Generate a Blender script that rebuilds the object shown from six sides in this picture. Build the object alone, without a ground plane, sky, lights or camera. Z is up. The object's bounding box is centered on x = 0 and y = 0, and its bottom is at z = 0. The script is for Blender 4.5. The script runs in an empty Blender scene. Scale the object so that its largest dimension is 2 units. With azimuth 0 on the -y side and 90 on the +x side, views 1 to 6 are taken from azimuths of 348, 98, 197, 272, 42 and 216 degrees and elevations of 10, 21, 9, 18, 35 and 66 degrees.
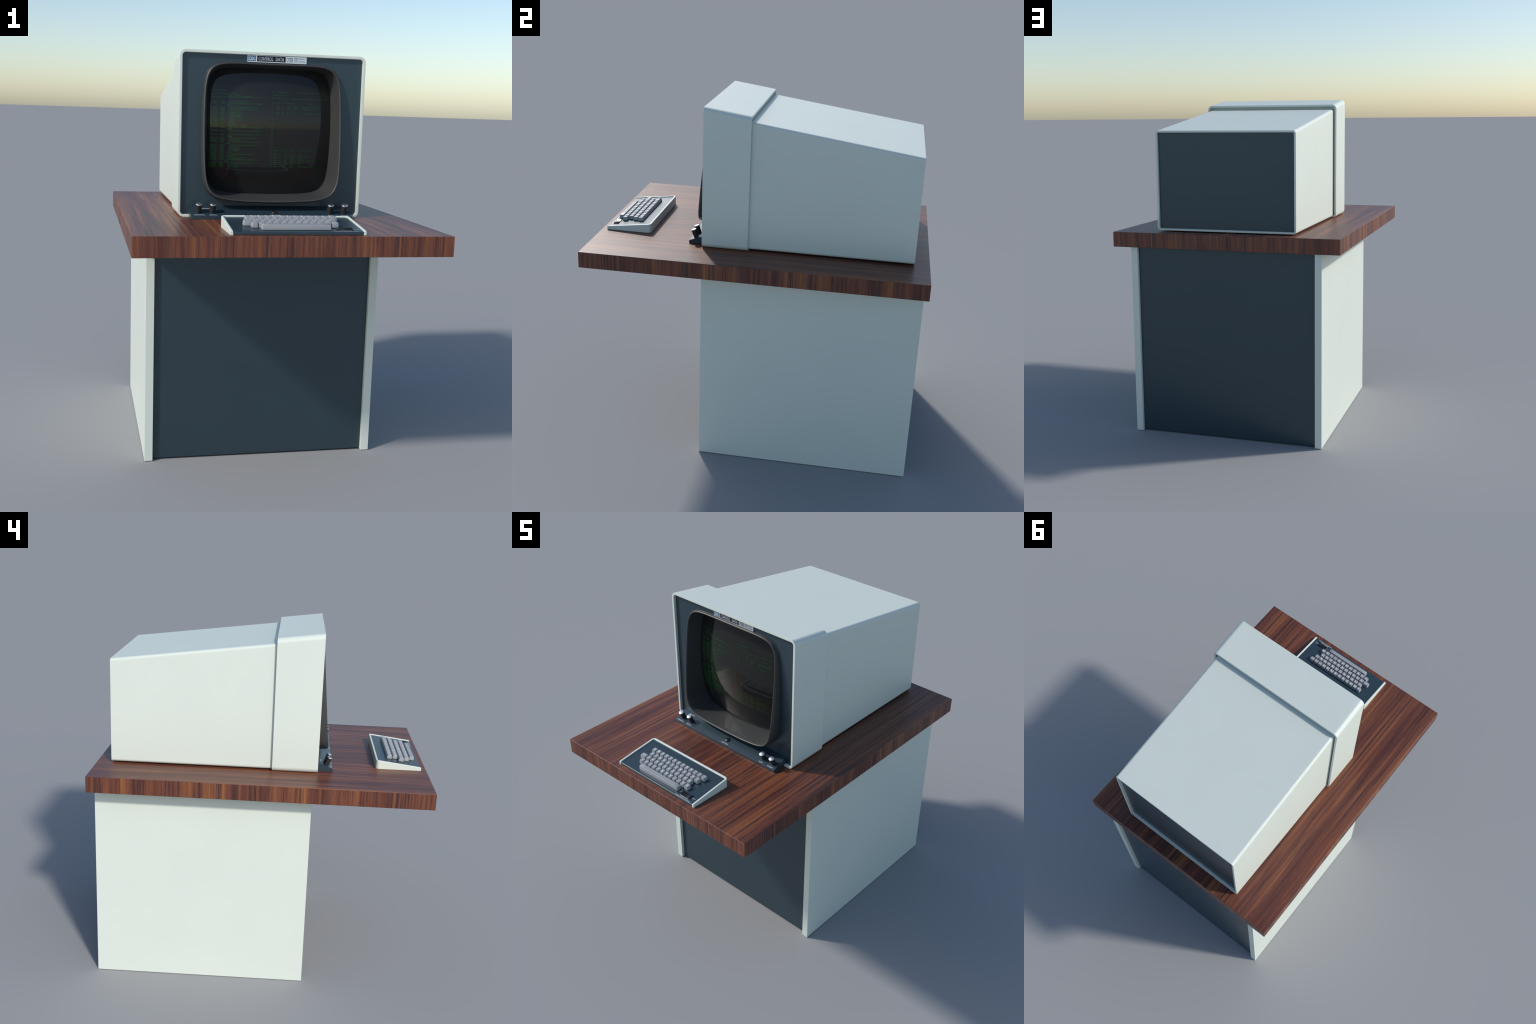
# A console display terminal with a detached keyboard standing on a pedestal desk.
# Frame: metres, z up, front of the desk towards -y.
import bpy, bmesh, math, random
from mathutils import Vector, Matrix

scene = bpy.context.scene
rng = random.Random(17)


# ------------------------------------------------------------------ helpers
def link(obj, parent=None):
    scene.collection.objects.link(obj)
    if parent is not None:
        obj.parent = parent
    return obj


def thing(name, loc, label, category):
    e = bpy.data.objects.new(name, None)
    e.location = loc
    e.empty_display_size = 0.05
    e["label"], e["category"] = label, category
    return link(e)


def make_object(name, verts, faces, mat, parent, smooth_angle=None, kind=None, flat_faces=True):
    """Mesh part given in world coordinates; its parent is an unrotated empty or part."""
    origin = Vector((0, 0, 0))
    p = parent
    while p is not None:
        origin += p.location
        p = p.parent
    me = bpy.data.meshes.new(name)
    me.from_pydata([tuple(Vector(v) - origin) for v in verts], [], faces)
    bm = bmesh.new()
    bm.from_mesh(me)
    bmesh.ops.recalc_face_normals(bm, faces=bm.faces)
    bm.to_mesh(me)
    bm.free()
    if smooth_angle is not None:
        me.shade_smooth()
        me.set_sharp_from_angle(angle=math.radians(smooth_angle))
    me.materials.append(mat)
    ob = bpy.data.objects.new(name, me)
    if smooth_angle is not None and flat_faces:
        wn = ob.modifiers.new("even_flat_shading", "WEIGHTED_NORMAL")
        wn.keep_sharp = True
        wn.weight = 100
    if kind:
        ob["kind"] = kind
    return link(ob, parent)


def bevelled_box(name, lo, hi, r, mat, parent, segments=3):
    bm = bmesh.new()
    bmesh.ops.create_cube(bm, size=1.0)
    for v in bm.verts:
        v.co = [lo[i] + (v.co[i] + 0.5) * (hi[i] - lo[i]) for i in range(3)]
    if r > 0:
        bmesh.ops.bevel(bm, geom=bm.edges[:], offset=r, segments=segments, profile=0.5, affect="EDGES")
    verts = [v.co.copy() for v in bm.verts]
    faces = [[v.index for v in f.verts] for f in bm.faces]
    bm.free()
    return make_object(name, verts, faces, mat, parent, 35)


def loft(rings, closed=False, cap_start=True, cap_end=True):
    """Faces between rings of equal length; closed joins the last ring to the first."""
    n = len(rings[0])
    verts = [v for ring in rings for v in ring]
    faces = []
    pairs = [(i, i + 1) for i in range(len(rings) - 1)]
    if closed:
        pairs.append((len(rings) - 1, 0))
    for a, b in pairs:
        for j in range(n):
            k = (j + 1) % n
            faces.append((a * n + j, a * n + k, b * n + k, b * n + j))
    if not closed and cap_start:
        faces.append(tuple(range(n)))
    if not closed and cap_end:
        faces.append(tuple(range((len(rings) - 1) * n, len(rings) * n)))
    return verts, faces


def rounded_rect(x0, x1, z0, z1, r, steps=8):
    """Outline with round corners, counter-clockwise from the lower right corner."""
    pts = []
    for cx, cz, a0 in ((x1 - r, z0 + r, -90), (x1 - r, z1 - r, 0), (x0 + r, z1 - r, 90), (x0 + r, z0 + r, 180)):
        for i in range(steps + 1):
            a = math.radians(a0 + 90 * i / steps)
            pts.append((cx + r * math.cos(a), cz + r * math.sin(a)))
    return pts


def by_angle(poly, cx, cz, angles):
    """Points of an outline on rays from (cx, cz), so two outlines can be lofted."""
    out = []
    n = len(poly)
    for a in angles:
        dx, dz = math.cos(a), math.sin(a)
        best = None
        for i in range(n):
            ax, az = poly[i][0] - cx, poly[i][1] - cz
            bx, bz = poly[(i + 1) % n][0] - cx, poly[(i + 1) % n][1] - cz
            ex, ez = bx - ax, bz - az
            den = dx * ez - dz * ex
            if abs(den) < 1e-12:
                continue
            t = (ax * ez - az * ex) / den
            s = (ax * dz - az * dx) / den
            if t > 0 and -1e-6 <= s <= 1 + 1e-6:
                best = t if best is None else max(best, t)
        out.append((cx + best * dx, cz + best * dz))
    return out


# ------------------------------------------------------------------ materials
def new_mat(name):
    m = bpy.data.materials.new(name)
    m.use_nodes = True
    nt = m.node_tree
    nt.nodes.clear()
    out = nt.nodes.new("ShaderNodeOutputMaterial")
    b = nt.nodes.new("ShaderNodeBsdfPrincipled")
    nt.links.new(b.outputs[0], out.inputs[0])
    return m, nt, b


def node(nt, kind, **inputs):
    n = nt.nodes.new(kind)
    for k, v in inputs.items():
        n.inputs[k].default_value = v
    return n


def math_node(nt, op, a, b=None):
    n = nt.nodes.new("ShaderNodeMath")
    n.operation = op
    for i, v in enumerate((a, b)):
        if v is None:
            continue
        if isinstance(v, (int, float)):
            n.inputs[i].default_value = v
        else:
            nt.links.new(v, n.inputs[i])
    return n.outputs[0]


def mix_color(nt, fac, a, b, blend="MIX"):
    n = nt.nodes.new("ShaderNodeMix")
    n.data_type = "RGBA"
    n.blend_type = blend
    for sock, v in ((n.inputs[0], fac), (n.inputs[6], a), (n.inputs[7], b)):
        if isinstance(v, (int, float)):
            sock.default_value = v
        elif isinstance(v, tuple):
            sock.default_value = (*v, 1)
        else:
            nt.links.new(v, sock)
    return n.outputs[2]


def ramp(nt, fac, stops, interp="LINEAR"):
    n = nt.nodes.new("ShaderNodeValToRGB")
    n.color_ramp.interpolation = interp
    e = n.color_ramp.elements
    while len(e) < len(stops):
        e.new(0.5)
    for el, (p, c) in zip(e, stops):
        el.position = p
        el.color = (*c, 1) if isinstance(c, tuple) else (c, c, c, 1)
    nt.links.new(fac, n.inputs[0])
    return n.outputs[0]


def paint(name, color, rough, spec=0.5, vary=0.03, grain=0.0, grain_scale=900, metallic=0.0, coat=0.0, tint=None):
    """Even painted or moulded surface, with a faint cloudy variation and optional fine grain."""
    m, nt, b = new_mat(name)
    tc = nt.nodes.new("ShaderNodeTexCoord")
    ns = node(nt, "ShaderNodeTexNoise", Scale=3.0, Detail=3.0)
    nt.links.new(tc.outputs["Object"], ns.inputs["Vector"])
    lo = tuple(c * (1 - vary) for c in color)
    hi = tuple(min(1, c * (1 + vary)) for c in color)
    nt.links.new(ramp(nt, ns.outputs["Fac"], [(0.3, lo), (0.7, hi)]), b.inputs["Base Color"])
    b.inputs["Roughness"].default_value = rough
    b.inputs["Specular IOR Level"].default_value = spec
    b.inputs["Metallic"].default_value = metallic
    if tint:
        b.inputs["Specular Tint"].default_value = (*tint, 1)
    if coat:
        b.inputs["Coat Weight"].default_value = coat
        b.inputs["Coat Roughness"].default_value = 0.1
    if grain:
        g = node(nt, "ShaderNodeTexNoise", Scale=float(grain_scale), Detail=2.0)
        nt.links.new(tc.outputs["Object"], g.inputs["Vector"])
        bump = node(nt, "ShaderNodeBump", Strength=grain, Distance=0.0004)
        nt.links.new(g.outputs["Fac"], bump.inputs["Height"])
        nt.links.new(bump.outputs[0], b.inputs["Normal"])
    return m


def rosewood():
    """Dark reddish veneer: grain runs front to back on the top, upright on the edges."""
    m, nt, b = new_mat("rosewood_veneer")
    L = nt.links
    tc = nt.nodes.new("ShaderNodeTexCoord")
    pos = nt.nodes.new("ShaderNodeSeparateXYZ")
    L.new(tc.outputs["Object"], pos.inputs[0])
    geo = nt.nodes.new("ShaderNodeNewGeometry")
    nor = nt.nodes.new("ShaderNodeSeparateXYZ")
    L.new(geo.outputs["True Normal"], nor.inputs[0])
    is_side = math_node(nt, "GREATER_THAN", math_node(nt, "ABSOLUTE", nor.outputs["X"]), 0.72)
    is_flat = math_node(nt, "GREATER_THAN", math_node(nt, "ABSOLUTE", nor.outputs["Z"]), 0.60)

    def select(f, a, c):
        d = math_node(nt, "SUBTRACT", c, a)
        return math_node(nt, "ADD", a, math_node(nt, "MULTIPLY", d, f))

    across = select(is_side, pos.outputs["X"], pos.outputs["Y"])
    # the upright edge pieces continue the streaks that reach the rim
    along = select(is_flat, pos.outputs["Z"], math_node(nt, "ADD", pos.outputs["Y"], 0.93))
    seed = math_node(nt, "ADD", math_node(nt, "MULTIPLY", is_side, 7.3), math_node(nt, "MULTIPLY", is_flat, 0.0))

    def coords(sa, sl, shift):
        c = nt.nodes.new("ShaderNodeCombineXYZ")
        L.new(math_node(nt, "MULTIPLY", across, sa), c.inputs[0])
        L.new(math_node(nt, "MULTIPLY", along, sl), c.inputs[1])
        L.new(math_node(nt, "ADD", seed, shift), c.inputs[2])
        return c.outputs[0]

    def noise(sa, sl, shift, detail=3.0, rough=0.5, dist=0.0):
        n = node(nt, "ShaderNodeTexNoise", Scale=1.0, Detail=detail, Roughness=rough, Distortion=dist)
        L.new(coords(sa, sl, shift), n.inputs["Vector"])
        return n.outputs["Fac"]

    broad = noise(11.0, 0.8, 1.0, 2.0, 0.5)
    bands = noise(44.0, 0.85, 5.0, 4.0, 0.60, 0.22)
    streak = noise(70.0, 0.95, 9.0, 4.0, 0.62, 0.30)
    fibre = noise(330.0, 7.0, 13.0, 4.0, 0.66)
    pores = noise(700.0, 22.0, 21.0, 2.0, 0.5)
    base = ramp(nt, bands, [(0.32, (0.072, 0.023, 0.018)), (0.44, (0.124, 0.037, 0.023)), (0.54, (0.160, 0.049, 0.025)), (0.68, (0.232, 0.082, 0.031))])
    tone = ramp(nt, broad, [(0.32, (0.66, 0.62, 0.68)), (0.5, (1.0, 1.0, 1.0)), (0.68, (1.30, 1.42, 1.15))])
    col = mix_color(nt, 1.0, base, tone, "MULTIPLY")
    dark = ramp(nt, streak, [(0.37, 1.0), (0.46, 0.0)])
    col = mix_color(nt, math_node(nt, "MULTIPLY", dark, 0.88), col, (0.026, 0.014, 0.018))
    light = ramp(nt, fibre, [(0.55, 0.0), (0.72, 1.0)])
    col = mix_color(nt, math_node(nt, "MULTIPLY", light, 0.52), col, (0.33, 0.118, 0.038))
    dim = ramp(nt, fibre, [(0.30, 1.0), (0.46, 0.0)])
    col = mix_color(nt, math_node(nt, "MULTIPLY", dim, 0.50), col, (0.036, 0.015, 0.014))
    pit = ramp(nt, pores, [(0.26, 1.0), (0.36, 0.0)])
    col = mix_color(nt, math_node(nt, "MULTIPLY", pit, 0.40), col, (0.024, 0.012, 0.011))
    L.new(col, b.inputs["Base Color"])
    b.inputs["Roughness"].default_value = WOOD_ROUGH
    b.inputs["Specular IOR Level"].default_value = 0.50
    return m


WOOD_ROUGH = 0.42
wood = rosewood()
white = paint("off_white_enamel", (0.675, 0.727, 0.652), 0.42, vary=0.012)
blue = paint("slate_blue_enamel", (0.0212, 0.0392, 0.0520), 0.33, spec=0.80, vary=0.03, tint=(0.80, 0.93, 1.0))
rubber = paint("dark_grey_moulding", (0.047, 0.0475, 0.0465), 0.42, vary=0.05)
black = paint("black_plastic", (0.028, 0.028, 0.028), 0.50, spec=0.3, vary=0.05)
gloss_black = paint("glossy_black_plastic", (0.012, 0.012, 0.013), 0.14, vary=0.05)
button_black = paint("black_button_plastic", (0.022, 0.022, 0.022), 0.24, vary=0.05)
key_grey = paint("grey_key_plastic", (0.315, 0.333, 0.350), 0.30, vary=0.03)
plate_silver = paint("polished_plate_silver", (0.93, 0.93, 0.96), 0.30, vary=0.02, metallic=0.9)
strip_black = paint("black_print", (0.012, 0.012, 0.013), 0.40, spec=0.3, vary=0.03)
silver = paint("brushed_silver", (0.78, 0.78, 0.80), 0.32, vary=0.04, metallic=1.0)
logo_blue = paint("sky_blue_print", (0.055, 0.17, 0.27), 0.35, vary=0.04)
print_white = paint("white_print", (0.62, 0.62, 0.66), 0.5, vary=0.02)
print_silver = paint("pale_silver_print", (0.50, 0.54, 0.60), 0.35, vary=0.02)
print_dark = paint("dark_print", (0.045, 0.047, 0.06), 0.45, vary=0.02)
legend_white = paint("key_legend_print", (0.80, 0.84, 0.95), 0.4, vary=0.02)


def glass_material():
    m, nt, b = new_mat("dark_picture_tube_glass")
    tc = nt.nodes.new("ShaderNodeTexCoord")
    ns = node(nt, "ShaderNodeTexNoise", Scale=2.0, Detail=2.0)
    nt.links.new(tc.outputs["Object"], ns.inputs["Vector"])
    nt.links.new(ramp(nt, ns.outputs["Fac"], [(0.3, (0.0150, 0.0152, 0.0146)), (0.7, (0.0165, 0.0167, 0.0160))]), b.inputs["Base Color"])
    b.inputs["Roughness"].default_value = 0.03
    b.inputs["Specular IOR Level"].default_value = 0.35
    return m


def phosphor_material():
    m, nt, b = new_mat("green_phosphor")
    b.inputs["Base Color"].default_value = (0.012, 0.075, 0.016, 1)
    b.inputs["Roughness"].default_value = 0.25
    tc = nt.nodes.new("ShaderNodeTexCoord")
    ns = node(nt, "ShaderNodeTexNoise", Scale=9.0, Detail=2.0)
    nt.links.new(tc.outputs["Object"], ns.inputs["Vector"])
    nt.links.new(ramp(nt, ns.outputs["Fac"], [(0.3, (0.006, 0.10, 0.010)), (0.7, (0.010, 0.17, 0.014))]), b.inputs["Emission Color"])
    b.inputs["Emission Strength"].default_value = 0.27
    return m


glass = glass_material()
phosphor = phosphor_material()


# ------------------------------------------------------------------ lettering
_font = bpy.data.curves.new("lettering_source", "FONT")
_font_ob = bpy.data.objects.new("lettering_source", _font)
scene.collection.objects.link(_font_ob)
_cache = {}


def lettering(text, weight=0.0, resolution=2):
    """Triangulated outline of a word in the built-in font, scaled into the unit square."""
    key = (text, weight, resolution)
    if key not in _cache:
        _font.body = text
        _font.resolution_u = resolution
        _font.offset = weight
        _font.fill_mode = "FRONT"
        bpy.context.view_layer.update()
        dg = bpy.context.evaluated_depsgraph_get()
        me = _font_ob.evaluated_get(dg).to_mesh()
        vs = [(v.co.x, v.co.y) for v in me.vertices]
        fs = [tuple(p.vertices) for p in me.polygons]
        _font_ob.evaluated_get(dg).to_mesh_clear()
        x0, x1 = min(v[0] for v in vs), max(v[0] for v in vs)
        y0, y1 = min(v[1] for v in vs), max(v[1] for v in vs)
        if text in "-.,'":  # keep small marks small
            y0, y1 = 0.0, 0.73
            x0, x1 = x0 - 0.12, x1 + 0.12
        _cache[key] = ([((x - x0) / (x1 - x0), (y - y0) / (y1 - y0)) for x, y in vs], fs)
    return _cache[key]


class Print:
    """Collects printed words and lays them on a surface."""

    def __init__(self):
        self.v, self.f = [], []

    def word(self, text, u0, u1, v0, v1, place, weight=0.0, resolution=2):
        vs, fs = lettering(text, weight, resolution)
        k = len(self.v)
        self.v += [place(u0 + a * (u1 - u0), v0 + c * (v1 - v0)) for a, c in vs]
        self.f += [tuple(i + k for i in f) for f in fs]

    def bar(self, u0, u1, v0, v1, place, n=24):
        k = len(self.v)
        for i in range(n + 1):
            u = u0 + (u1 - u0) * i / n
            self.v += [place(u, v0), place(u, v1)]
        self.f += [(k + 2 * i, k + 2 * i + 2, k + 2 * i + 3, k + 2 * i + 1) for i in range(n)]

    def build(self, name, mat, parent):
        return make_object(name, self.v, self.f, mat, parent, kind="stuff")


# ================================================================== DESK
desk = thing("pedestal_desk", (0, 0, 0), "rosewood topped pedestal desk with white sides and slate blue panels", "desk")
DESK_TOP = 1.224
bevelled_box("desktop", (-0.688, -0.932, 1.135), (0.688, 0.932, DESK_TOP), 0.0022, wood, desk)
for x0, x1 in ((-0.578, -0.538), (0.545, 0.585)):
    bevelled_box("side_panel", (x0, -0.282, 0.0), (x1, 0.909, 1.1345), 0.0012, white, desk, 2)
bevelled_box("front_panel", (-0.5385, -0.262, 0.006), (0.5455, -0.240, 1.1345), 0.001, blue, desk, 1)
bevelled_box("back_panel", (-0.5385, 0.868, 0.006), (0.5455, 0.890, 1.1345), 0.001, blue, desk, 1)

# ================================================================== DISPLAY
XC = 0.009                              # centre line of the display
display = thing("display_terminal", (XC, 0.27, DESK_TOP), "white cased tube display with deep rounded dark bezel and green text", "monitor")


def roof(y):
    """Height of the sloping hood top."""
    return 2.000 - 0.134 * (y + 0.310)


def shell(name, y_front, y_back, half, z0, top, wall, r, floor_y=None):
    """Open box of even wall thickness whose top slopes; rims softly rounded."""
    def outline(y, inset):
        rr = max(r - inset, 0.004)
        return [(x, y, z) for x, z in rounded_rect(HC - half + inset, HC + half - inset, z0 + inset, top(y) - inset, rr, 8)]
    e = 0.0013
    prof = [(y_front + e, 0.0), (y_front + 0.35 * e, 0.3 * e), (y_front, e), (y_front, wall - e), (y_front + 0.35 * e, wall - 0.3 * e), (y_front + e, wall),
            (y_back - e, wall), (y_back - 0.35 * e, wall - 0.3 * e), (y_back, wall - e), (y_back, e), (y_back - 0.35 * e, 0.3 * e), (y_back - e, 0.0)]
    v, f = loft([outline(y, i) for y, i in prof], closed=True)
    return make_object(name, v, f, white, display, 40)


HOOD_HALF, HOOD_WALL, HOOD_Z0 = 0.4468, 0.0128, 1.2244
HC = 0.0107                             # centre line of the cabinet
front_frame = shell("front_frame", -0.310, -0.055, HOOD_HALF, HOOD_Z0, roof, HOOD_WALL, 0.0295)


def rear_roof(y):
    return 1.9335 - 0.134 * (y + 0.043)


rear_housing = shell("rear_housing", -0.130, 0.849, 0.4258, 1.2310, rear_roof, 0.0115, 0.017)

# collar closing the gap between the hood and the rear housing
ol = rounded_rect(HC - HOOD_HALF + HOOD_WALL - 0.001, HC + HOOD_HALF - HOOD_WALL + 0.001, HOOD_Z0 + HOOD_WALL - 0.001, roof(-0.085) - HOOD_WALL + 0.001, 0.0145, 8)
v, f = loft([[(x, y, z) for x, z in ol] for y in (-0.097, -0.085)])
make_object("collar", v, f, white, display, 40)

# dark panel let into the open back
ol = rounded_rect(HC - 0.4150, HC + 0.4150, 1.2414, rear_roof(0.833) - 0.0108, 0.007, 8)
v, f = loft([[(x, y, z) for x, z in ol] for y in (0.820, 0.833)])
make_object("rear_panel", v, f, blue, display, 40)
# plate closing the front of the rear housing, behind the tube
ol = rounded_rect(HC - 0.4150, HC + 0.4150, 1.2414, rear_roof(-0.11) - 0.0108, 0.007, 8)
v, f = loft([[(x, y, z) for x, z in ol] for y in (-0.112, -0.105)])
make_object("inner_bulkhead", v, f, black, display, 40)

# ---- bezel and tube outlines
N = 192
ANGLES = [2 * math.pi * i / N for i in range(N)]


def bulged(a, b, cz, power, side, foot):
    """Super-ellipse of half sizes a, b whose sides and foot bow outward in the middle."""
    pts = []
    for i in range(720):
        t = 2 * math.pi * i / 720
        c, s = math.cos(t), math.sin(t)
        x = math.copysign(abs(c) ** (2 / power), c)
        z = math.copysign(abs(s) ** (2 / power), s)
        pts.append((XC + a * x * (1 - side * z * z), cz + b * z * (1 - (foot if z < 0 else 0.004) * x * x)))
    return pts


CZ = 1.6290
RIM = by_angle(bulged(0.336, 0.3265, 1.6255, 8, 0.045, 0.062), XC, CZ, ANGLES)
TUBE = by_angle(bulged(0.305, 0.2985, 1.6305, 8, 0.022, 0.03), XC, CZ, ANGLES)

TUBE_R = 1.10
TUBE_Z = 1.6365
TUBE_Y0 = -0.240 - (TUBE_R - math.sqrt(TUBE_R ** 2 - 0.304 ** 2))


def tube_y(x, z):
    return TUBE_Y0 + TUBE_R - math.sqrt(TUBE_R ** 2 - (x - XC) ** 2 - (z - TUBE_Z) ** 2)


def rim_y(z):
    """The bezel leans: flush with the frame at the top, standing out at the foot."""
    return -0.311 - 0.092 * (1.93 - z)


FASCIA_Y = -0.294


def scaled(ol, d):
    """Outline moved inward by about d."""
    out = []
    for x, z in ol:
        r = math.hypot(x - XC, z - CZ)
        k = (r - d) / r
        out.append((XC + (x - XC) * k, CZ + (z - CZ) * k))
    return out


# fascia with its opening
outer = by_angle(rounded_rect(HC - 0.4355, HC + 0.4355, 1.2358, roof(FASCIA_Y) - 0.0115, 0.0175, 10), XC, CZ, ANGLES)
hole = scaled(RIM, 0.006)
v, f = loft([[(x, FASCIA_Y, z) for x, z in outer], [(x, FASCIA_Y, z) for x, z in hole],
             [(x, FASCIA_Y + 0.012, z) for x, z in hole], [(x, FASCIA_Y + 0.012, z) for x, z in outer]], closed=True)
make_object("fascia", v, f, blue, display, 40)

# bezel: outer wall, rounded rim, funnel running back to the glass
rings = []
for d, back in ((-0.0050, None), (-0.0015, 0.0150), (0.0, 0.0085), (0.0012, 0.0042), (0.0036, 0.0012), (0.0066, 0.0), (0.0092, 0.0010), (0.0110, 0.0040)):
    ring = []
    for x, z in scaled(RIM, d):
        y = FASCIA_Y + 0.003 if back is None else min(rim_y(z) + back, FASCIA_Y + 0.002)
        ring.append((x, y, z))
    rings.append(ring)
lip = rings[-1]
STEPS = 10
for i in range(1, STEPS + 1):
    t = i / STEPS
    e = t ** 1.12
    ring = []
    for (lx, ly, lz), (tx, tz) in zip(lip, TUBE):
        ty = tube_y(tx, tz) + 0.002
        ring.append((lx + (tx - lx) * e, ly + (ty - ly) * t, lz + (tz - lz) * e))
    rings.append(ring)
back_ring = [(x, tube_y(x, z) + 0.014, z) for x, z in scaled(TUBE, -0.012)]
rings.append(back_ring)
v, f = loft(rings, cap_start=False, cap_end=False)
make_object("screen_bezel", v, f, rubber, display, 60, flat_faces=False)

# picture tube: spherical face with a closed back
face = scaled(TUBE, -0.003)
rings = [[(x, tube_y(x, z) + 0.05, z) for x, z in face]]
for i in range(25):
    s = 1 - i / 25
    rings.append([(XC + (x - XC) * s, tube_y(XC + (x - XC) * s, CZ + (z - CZ) * s), CZ + (z - CZ) * s) for x, z in face])
v, f = loft(rings, cap_start=True, cap_end=False)
k = len(v)
v.append((XC, tube_y(XC, CZ), CZ))
f += [(k - N + j, k - N + (j + 1) % N, k) for j in range(N)]
make_object("screen_glass", v, f, glass, display, 50, flat_faces=False)

# ---- green listing on the tube
scr = Print()


def on_tube(u, w):
    return (u, tube_y(u, w) - 0.0006, w)


WORDS = ("ROUTE", "OUT", "DEF", "RESOURC", "ENTER", "MASTER", "REQUEST", "LGO", "CATALOG", "SKIP", "ENDJOB", "MACLIB", "ENDIF", "MAP", "PART",
         "ATTACH", "FILE", "PROCNAM", "LOCK", "RETURN", "STAGE", "REWIND", "COPY", "LIBRARY", "GET", "SAVE", "UNLOAD", "LABEL")


def row_text(n):
    s = ""
    while len(s) < n:
        s += rng.choice(WORDS) + rng.choice((",", ", ", "="))
    return s[:n].strip(" =") or "END"


def phrase(u0, u1, w, h=0.0050, text=None, seed_len=None):
    n = max(1, round((u1 - u0) / 0.0046)) if seed_len is None else seed_len
    scr.word(text or row_text(n), u0, u1, w, w + h, on_tube, 0.0, 1)


LX = lambda p: -0.279 + (p - 300) * 0.0002393
LZ = lambda k: 1.7668 - 0.00853 * k
# rows of the listing: command column start and end; rows with a start below 640 are wrapped lines
LISTING = ((655, 1035), (665, 1310), (635, 705), (690, 1220), (690, 1240), (685, 930), (685, 890), (680, 945), (680, 890), (680, 905), (680, 920), (675, 765),
           (642, 815), (642, 1025), (655, 1310), (625, 735), (675, 1310), None, (655, 1305), (625, 735), (675, 1170), (670, 895), (655, 1295), (615, 690),
           (670, 1275), (665, 875), (665, 885), (641, 870), (641, 715), (645, 1165), (641, 795), (641, 1005), (645, 1280), (605, 685), (655, 1170), (655, 885), (655, 870))
clock = 18 * 3600 + 14 * 60 + 3
for k, row in enumerate(LISTING):
    if row is None:
        continue
    z = LZ(k)
    if row[0] > 640:
        clock += rng.randint(1, 40)
        scr.word("%02d.%02d.%02d." % (clock // 3600, clock // 60 % 60, clock % 60), LX(300), LX(438), z, z + 0.0052, on_tube, 0.0, 1)
        scr.word("AA%s%s%s." % tuple(rng.choice("BCDEFHKLSTX") for _ in range(3)), LX(495), LX(582), z, z + 0.0052, on_tube, 0.0, 1)
    phrase(LX(row[0]), LX(row[1]), z)
phrase(-0.281, -0.2755, 1.8190, text="B")
phrase(-0.266, -0.2080, 1.8190, text="SYSTEM DAYFILE.")
phrase(-0.2755, -0.1480, 1.8025, text="18.14.02. (SYSTEM) MACHINE 01.")
phrase(-0.1970, -0.1730, 1.7935, text="NOS 2")
phrase(-0.1570, -0.0840, 1.7935, text="BUILD 2.8 ON DISPLAY")
scr.bar(-0.2800, -0.0140, 1.7905, 1.7915, on_tube)

RX = lambda p: 0.0015 + 0.000258 * p
RZ = lambda k: 1.7500 - 0.00985 * k
phrase(RX(45), RX(85), 1.8180, text="E,A")
phrase(RX(140), RX(372), 1.8180, text="SYSTEM STATUS")
phrase(RX(515), RX(928), 1.8180, text="JOB RESERVED BY OPERATOR")
phrase(RX(60), RX(342), 1.8010, text="JOB CONTROL")
scr.bar(RX(40), 0.2960, 1.7900, 1.7910, on_tube)
for a, c, t in ((40, 84, "CP"), (125, 190, "JSN"), (225, 270, "SC"), (325, 380, "PR"), (440, 475, "FL"), (525, 602, "STAT"), (728, 845, "STATUS")):
    phrase(RX(a), RX(c), 1.7665, text=t)
FULL = {0: 935, 1: 960, 3: 1010, 21: 950, 23: 650, 24: 830, 25: 755, 26: 955, 27: 690, 28: 640, 29: 945}
for k in range(30):
    if k in (2, 22):
        pass
    z = RZ(k)
    t = "%d" % (k + 1)
    phrase(RX((60 if k == 0 else 52) if k < 9 else 30), RX(66), z, text=t)
    if k in FULL:
        d = -22 if k > 9 else 0
        phrase(RX(120 + d), RX(185 + d), z, text="".join(rng.choice("ABCDEFHKLMNPRSTX") for _ in range(3)))
        phrase(RX(236 + d), RX(254 + d), z, text=rng.choice("BCNS"))
        phrase(RX(325 + d), RX(378 + d), z, text="%d" % rng.randint(20, 79))
        phrase(RX(440 + d), RX(515 + d), z, text="%d" % rng.randint(100, 799))
        phrase(RX(538 + d), RX(554 + d), z, text="X")
        phrase(RX(625 + 2 * d), RX(FULL[k]), z)
scr.build("screen_text", phosphor, display)

# ---- name plate above the bezel
PLATE_Y = -0.3010
plate = bevelled_box("nameplate", (-0.1185, PLATE_Y, 1.9540), (0.1665, FASCIA_Y + 0.002, 1.9858), 0.0008, plate_silver, display, 2)
bevelled_box("nameplate_field", (-0.1155, PLATE_Y - 0.0008, 1.9582), (-0.0785, PLATE_Y + 0.001, 1.9836), 0.0003, logo_blue, plate, 1)
bevelled_box("nameplate_field", (-0.0732, PLATE_Y - 0.0008, 1.9582), (0.0640, PLATE_Y + 0.001, 1.9836), 0.0003, strip_black, plate, 1)


def on_plate(u, w):
    return (u, PLATE_Y - 0.0012, w)


def on_silver(u, w):
    return (u, PLATE_Y - 0.0005, w)


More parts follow.
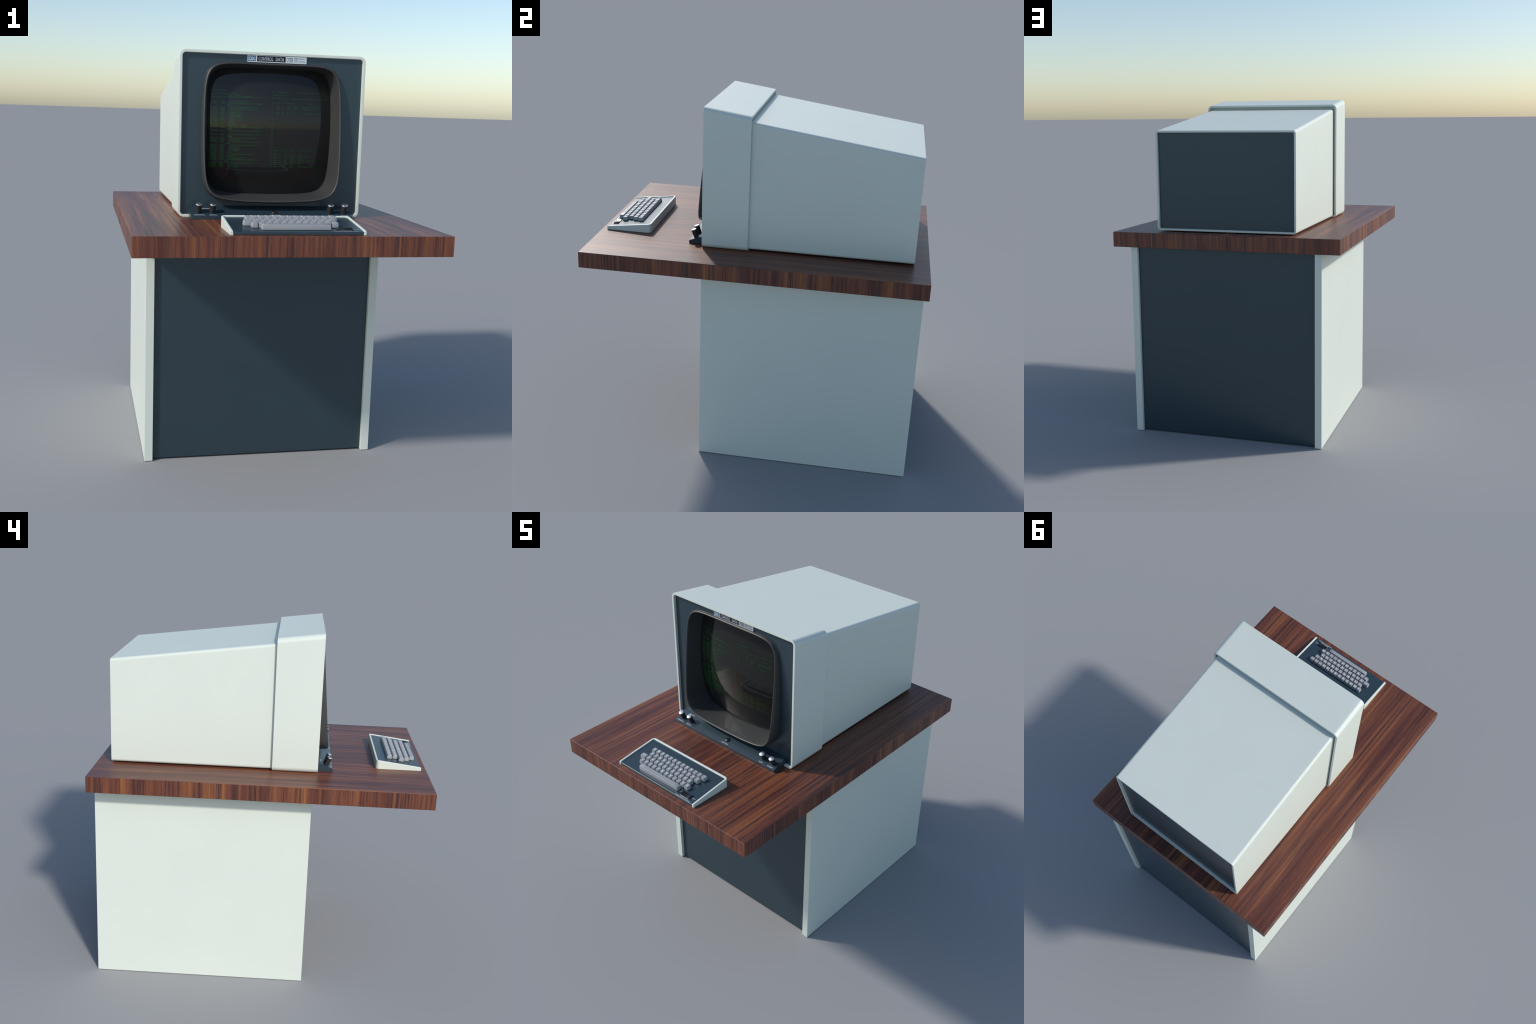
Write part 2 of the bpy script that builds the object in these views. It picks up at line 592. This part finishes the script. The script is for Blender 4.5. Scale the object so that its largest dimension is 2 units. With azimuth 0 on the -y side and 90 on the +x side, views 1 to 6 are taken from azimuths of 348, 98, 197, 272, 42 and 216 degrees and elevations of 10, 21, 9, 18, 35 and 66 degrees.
p = Print()
p.word("CDC", -0.1125, -0.0817, 1.9615, 1.9803, on_plate, 0.055)
p.word("CONTROL", -0.0665, 0.0040, 1.9622, 1.9796, on_plate, 0.012)
p.word("DATA", 0.0165, 0.0565, 1.9622, 1.9796, on_plate, 0.012)
p.build("nameplate_lettering", print_silver, plate)
p = Print()
p.word("CYBER", 0.0685, 0.1005, 1.9600, 1.9806, on_silver, 0.0)
p.word("170", 0.1055, 0.1215, 1.9600, 1.9806, on_silver, 0.0)
p.word("DISPLAY", 0.1265, 0.1585, 1.9728, 1.9792, on_silver, 0.0)
p.word("STATION", 0.1265, 0.1585, 1.9612, 1.9676, on_silver, 0.0)
p.build("nameplate_lettering", print_dark, plate)

# ---- control ledge along the foot of the frame
LEDGE = ((-0.394, 1.2248), (-0.394, 1.2400), (-0.3932, 1.2412), (-0.2935, 1.2794), (-0.2925, 1.2248))
SLOPE = (1.2794 - 1.2412) / (0.3932 - 0.2935)
rings = [[(x, y, z) for y, z in LEDGE] for x in (-0.382, 0.399)]
v, f = loft(rings)
ledge = make_object("control_ledge", v, f, blue, display, 30)
_la = math.atan(SLOPE)
LEDGE_N = Vector((0, -math.sin(_la), math.cos(_la)))


def on_ledge(u, w):
    """u across, w along y; a hair above the sloping face."""
    return Vector((u, w, 1.2412 + (w + 0.3932) * SLOPE)) + LEDGE_N * 0.0005


def lathe(profile, centre, axis_tilt, seg=40):
    """Rings of a turned part standing on centre and leaning back by axis_tilt about x."""
    rot = Matrix.Rotation(axis_tilt, 3, "X")
    rings = []
    for r, h in profile:
        rings.append([Vector(centre) + rot @ Vector((r * math.cos(2 * math.pi * i / seg), r * math.sin(2 * math.pi * i / seg), h)) for i in range(seg)])
    return loft(rings)


for x in (-0.3435, -0.2765, 0.2955, 0.3645):
    foot = Vector((x, -0.3605, 1.2412 + (0.3932 - 0.3605) * SLOPE))
    v, f = lathe([(0.0135, -0.002), (0.0138, 0.006), (0.0150, 0.039), (0.0150, 0.0400)], foot, _la)
    knob = make_object("knob", v, f, black, ledge, 40)
    v, f = lathe([(0.0146, 0.0395), (0.0157, 0.0400), (0.0160, 0.0430), (0.0156, 0.0444), (0.0144, 0.0454), (0.0110, 0.0463), (0.0060, 0.0470), (0.0015, 0.0472)], foot, _la)
    make_object("knob_cap", v, f, silver, knob, 60)
foot = Vector((0.0185, -0.3625, 1.2412 + (0.3932 - 0.3625) * SLOPE))
v, f = lathe([(0.0140, -0.002), (0.0142, 0.0028), (0.0136, 0.0046), (0.0116, 0.0064), (0.0080, 0.0076), (0.0040, 0.0081), (0.0008, 0.0082)], foot, _la)
make_object("push_button", v, f, button_black, ledge, 60)
p = Print()
for t, a, c, y0, y1 in (("HORIZONTAL", -0.3690, -0.3160, -0.3895, -0.3835), ("VERTICAL", -0.2955, -0.2585, -0.3895, -0.3835), ("POSITION", -0.3290, -0.2875, -0.3290, -0.3225),
                        ("DEAD START", -0.0050, 0.0430, -0.3890, -0.3830), ("FOCUS", 0.2810, 0.3075, -0.3895, -0.3835), ("INTENSITY", 0.3435, 0.3830, -0.3895, -0.3835)):
    p.word(t, a, c, y0, y1, on_ledge, 0.02)
p.build("ledge_lettering", print_white, ledge)

# ================================================================== KEYBOARD
KX0, KX1, KY0, KY1 = -0.2850, 0.3000, -0.9000, -0.6430
KXC = (KX0 + KX1) / 2
keyboard = thing("keyboard", (KXC, (KY0 + KY1) / 2, DESK_TOP), "wedge shaped white keyboard with slate panel and grey keys", "keyboard")
KB = DESK_TOP + 0.0008


def rim_top(y):
    return 1.2440 + (y - KY0) * (1.2760 - 1.2440) / (KY1 - KY0)


def panel_top(y):
    return 1.2388 + (y - KY0) * (1.2707 - 1.2388) / (KY1 - KY0)


# case: U-shaped wall open to the front, swept along its centre line
WALL = 0.0115
RC = 0.020
path = [(KX0 + WALL / 2, KY0), (KX0 + WALL / 2, KY0 + 0.004)]
for cx, a0 in ((KX0 + RC, 180), (KX1 - RC, 90)):
    for i in range(9):
        a = math.radians(a0 - 90 * i / 8)
        path.append((cx + (RC - WALL / 2) * math.cos(a), KY1 - RC + (RC - WALL / 2) * math.sin(a)))
path += [(KX1 - WALL / 2, KY0 + 0.004), (KX1 - WALL / 2, KY0)]
rings = []
for i, (x, y) in enumerate(path):
    a = Vector(path[max(i - 1, 0)])
    c = Vector(path[min(i + 1, len(path) - 1)])
    t = (c - a).normalized()
    nrm = Vector((-t.y, t.x))                     # outward on the left of travel
    h, e = WALL / 2, 0.0028
    drop = 0.0035 if i in (0, len(path) - 1) else 0.0
    ring = []
    for off, kind in ((h, "b"), (h, "s"), (h - 0.3 * e, "m"), (h - e, "t"), (-(h - e), "t"), (-(h - 0.3 * e), "m"), (-h, "s"), (-h, "b")):
        px, py = x + nrm.x * off, y + nrm.y * off
        zt = rim_top(py) - drop
        z = {"b": KB, "s": zt - e, "m": zt - 0.35 * e, "t": zt}[kind]
        ring.append((px, py, z))
    rings.append(ring)
v, f = loft(rings)
make_object("keyboard_case", v, f, white, keyboard, 40)

# sloping key panel with a rounded front edge
prof = [(KY0 + 0.0012, KB + 0.0006)]
for i in range(7):
    a = math.radians(83 * i / 6)
    prof.append((KY0 + 0.0012 + 0.0040 * (1 - math.cos(a)), 1.2353 + 0.0040 * math.sin(a)))
prof += [(KY1 - 0.008, panel_top(KY1 - 0.008)), (KY1 - 0.008, KB + 0.0006)]
v, f = loft([[(x, y, z) for y, z in prof] for x in (KX0 + WALL - 0.001, KX1 - WALL + 0.001)])
key_panel = make_object("key_panel", v, f, blue, keyboard, 50)
PSLOPE = (1.2707 - 1.2388) / (KY1 - KY0)
PANG = math.atan(PSLOPE)


def key_mesh(width, name):
    """Tapered key top with soft corners and a cylindrical finger scoop; origin at its foot."""
    height, depth = 0.0228, 0.0300
    n = 6

    def ring(w, d, h, r, scoop=0.0):
        out = []
        for x, y in rounded_rect(-w / 2, w / 2, -d / 2, d / 2, r, n):
            out.append((x, y, h - scoop * (1 - (2 * y / d) ** 2)))
        return out
    tw, td = width - 0.0060, depth - 0.0066
    rings = [ring(width, depth, 0.0015, 0.0040), ring(width, depth, 0.004, 0.0042), ring(width - 0.0012, depth - 0.0014, 0.0105, 0.0043),
             ring(width - 0.0032, depth - 0.0036, 0.0170, 0.0042), ring(tw + 0.0009, td + 0.0009, height - 0.0019, 0.0036), ring(tw + 0.0003, td + 0.0003, height - 0.0006, 0.0033),
             ring(tw - 0.0007, td - 0.0007, height, 0.0030, 0.0002), ring(tw * 0.74, td * 0.74, height - 0.0004, 0.0034, 0.0004), ring(tw * 0.3, td * 0.3, height - 0.0008, 0.0012, 0.0002)]
    v, f = loft(rings)
    me = bpy.data.meshes.new(name)
    me.from_pydata(v, [], f)
    bm = bmesh.new()
    bm.from_mesh(me)
    bmesh.ops.recalc_face_normals(bm, faces=bm.faces)
    bm.to_mesh(me)
    bm.free()
    me.shade_smooth()
    me.set_sharp_from_angle(angle=math.radians(55))
    me.materials.append(key_grey)
    return me


PITCH = 0.0319
ROWS = (  # y of the row, x of the first key, legends
    (-0.7285, -0.1802, list("0123456789") + ["", "*", ""]),
    (-0.7622, -0.1641, list("QWERTYUIOP") + ["+", "-"]),
    (-0.7955, -0.1556, list("ASDFGHJKL") + ["=", "/"]),
    (-0.8285, -0.1702, ["CR"] + list("ZXCVBNM") + [",", ".", "(", ")"]),
)
KEY_TOP = 0.0228
mesh_key = key_mesh(0.0292, "key")
mesh_wide = key_mesh(0.0415, "wide_key")
rot = Matrix.Rotation(PANG, 4, "X")
kb_origin = keyboard.location


def put_key(x, y_top, me, legend, name="key", legend_w=0.0080):
    # the row positions are those of the key tops; step down along the panel normal
    y = y_top + KEY_TOP * math.sin(PANG)
    foot = Vector((x, y, panel_top(y)))
    ob = bpy.data.objects.new(name, me)
    ob.rotation_euler = (PANG, 0, 0)
    ob.location = foot - kb_origin
    link(ob, keyboard)
    if legend:
        words = legend if isinstance(legend, list) else [legend]
        vs, fs = [], []
        for i, w in enumerate(words):
            lv, lf = lettering(w, 0.035)
            k = len(vs)
            hh = 0.0098 if len(words) == 1 and len(w) == 1 else 0.0046
            ww = legend_w if len(w) == 1 else min(0.0042 * len(w), 0.024)
            if w in "-=+*.,":
                hh *= 0.8
            y0 = -hh / 2 + (0.0 if len(words) == 1 else (0.003 if i == 0 else -0.003))
            vs += [(-ww / 2 + a * ww, y0 + c * hh, KEY_TOP - 0.0001) for a, c in lv]
            fs += [tuple(j + k for j in q) for q in lf]
        lm = bpy.data.meshes.new("key_legend")
        lm.from_pydata(vs, [], fs)
        lm.materials.append(legend_white)
        link(bpy.data.objects.new("key_legend", lm), ob)
    return ob


for y, x0, legends in ROWS:
    for i, t in enumerate(legends):
        put_key(x0 + i * PITCH, y, mesh_key, t)
put_key(-0.1932, -0.7955, mesh_wide, "BKSP")
put_key(0.0025, -0.8622, key_mesh(0.3020, "space_bar"), None, "space_bar")

# saddle-shaped rocker switch
sx0, sx1, sy0, sy1 = 0.1790, 0.2490, -0.8775, -0.8510
rings = []
for i in range(13):
    t = i / 12
    x = sx0 + (sx1 - sx0) * t
    s = abs(2 * t - 1)
    h = 0.0030 + 0.0058 * min(1.0, s * 1.12) ** 1.6
    if i in (0, 12):
        x = sx0 - 0.001 if i == 0 else sx1 + 0.001
        h = 0.0015
    ring = []
    for y, top in ((sy0, 0), (sy0, 0.85), (sy0 + 0.0012, 1), (sy1 - 0.0012, 1), (sy1, 0.85), (sy1, 0)):
        ring.append((x, y, panel_top(y) + (h * top if top else -0.001)))
    rings.append(ring)
v, f = loft(rings)
make_object("rocker_switch", v, f, gloss_black, keyboard, 25)
bevelled_frame = [(sx0 - 0.0035, sy0 - 0.0025), (sx1 + 0.0035, sy0 - 0.0025), (sx1 + 0.0035, sy1 + 0.0025), (sx0 - 0.0035, sy1 + 0.0025)]
v, f = loft([[(x, y, panel_top(y) + h) for x, y in bevelled_frame] for h in (-0.001, 0.0009)])
make_object("switch_surround", v, f, black, keyboard, 30)


def on_panel(u, w):
    return (u, w, panel_top(w) + 0.0004)


p = Print()
for t, a, c, y0, y1 in (("LEFT", 0.1560, 0.1745, -0.8660, -0.8600), ("RIGHT", 0.2535, 0.2745, -0.8660, -0.8600),
                        ("KEYBOARD", 0.1840, 0.2420, -0.8868, -0.8812), ("PRESENTATION CONTROL", 0.1590, 0.2660, -0.8952, -0.8896)):
    p.word(t, a, c, y0, y1, on_panel, 0.02)
p.build("panel_lettering", print_white, keyboard)

# the source of the letter shapes is not part of the object
bpy.data.objects.remove(_font_ob, do_unlink=True)
bpy.data.curves.remove(_font)
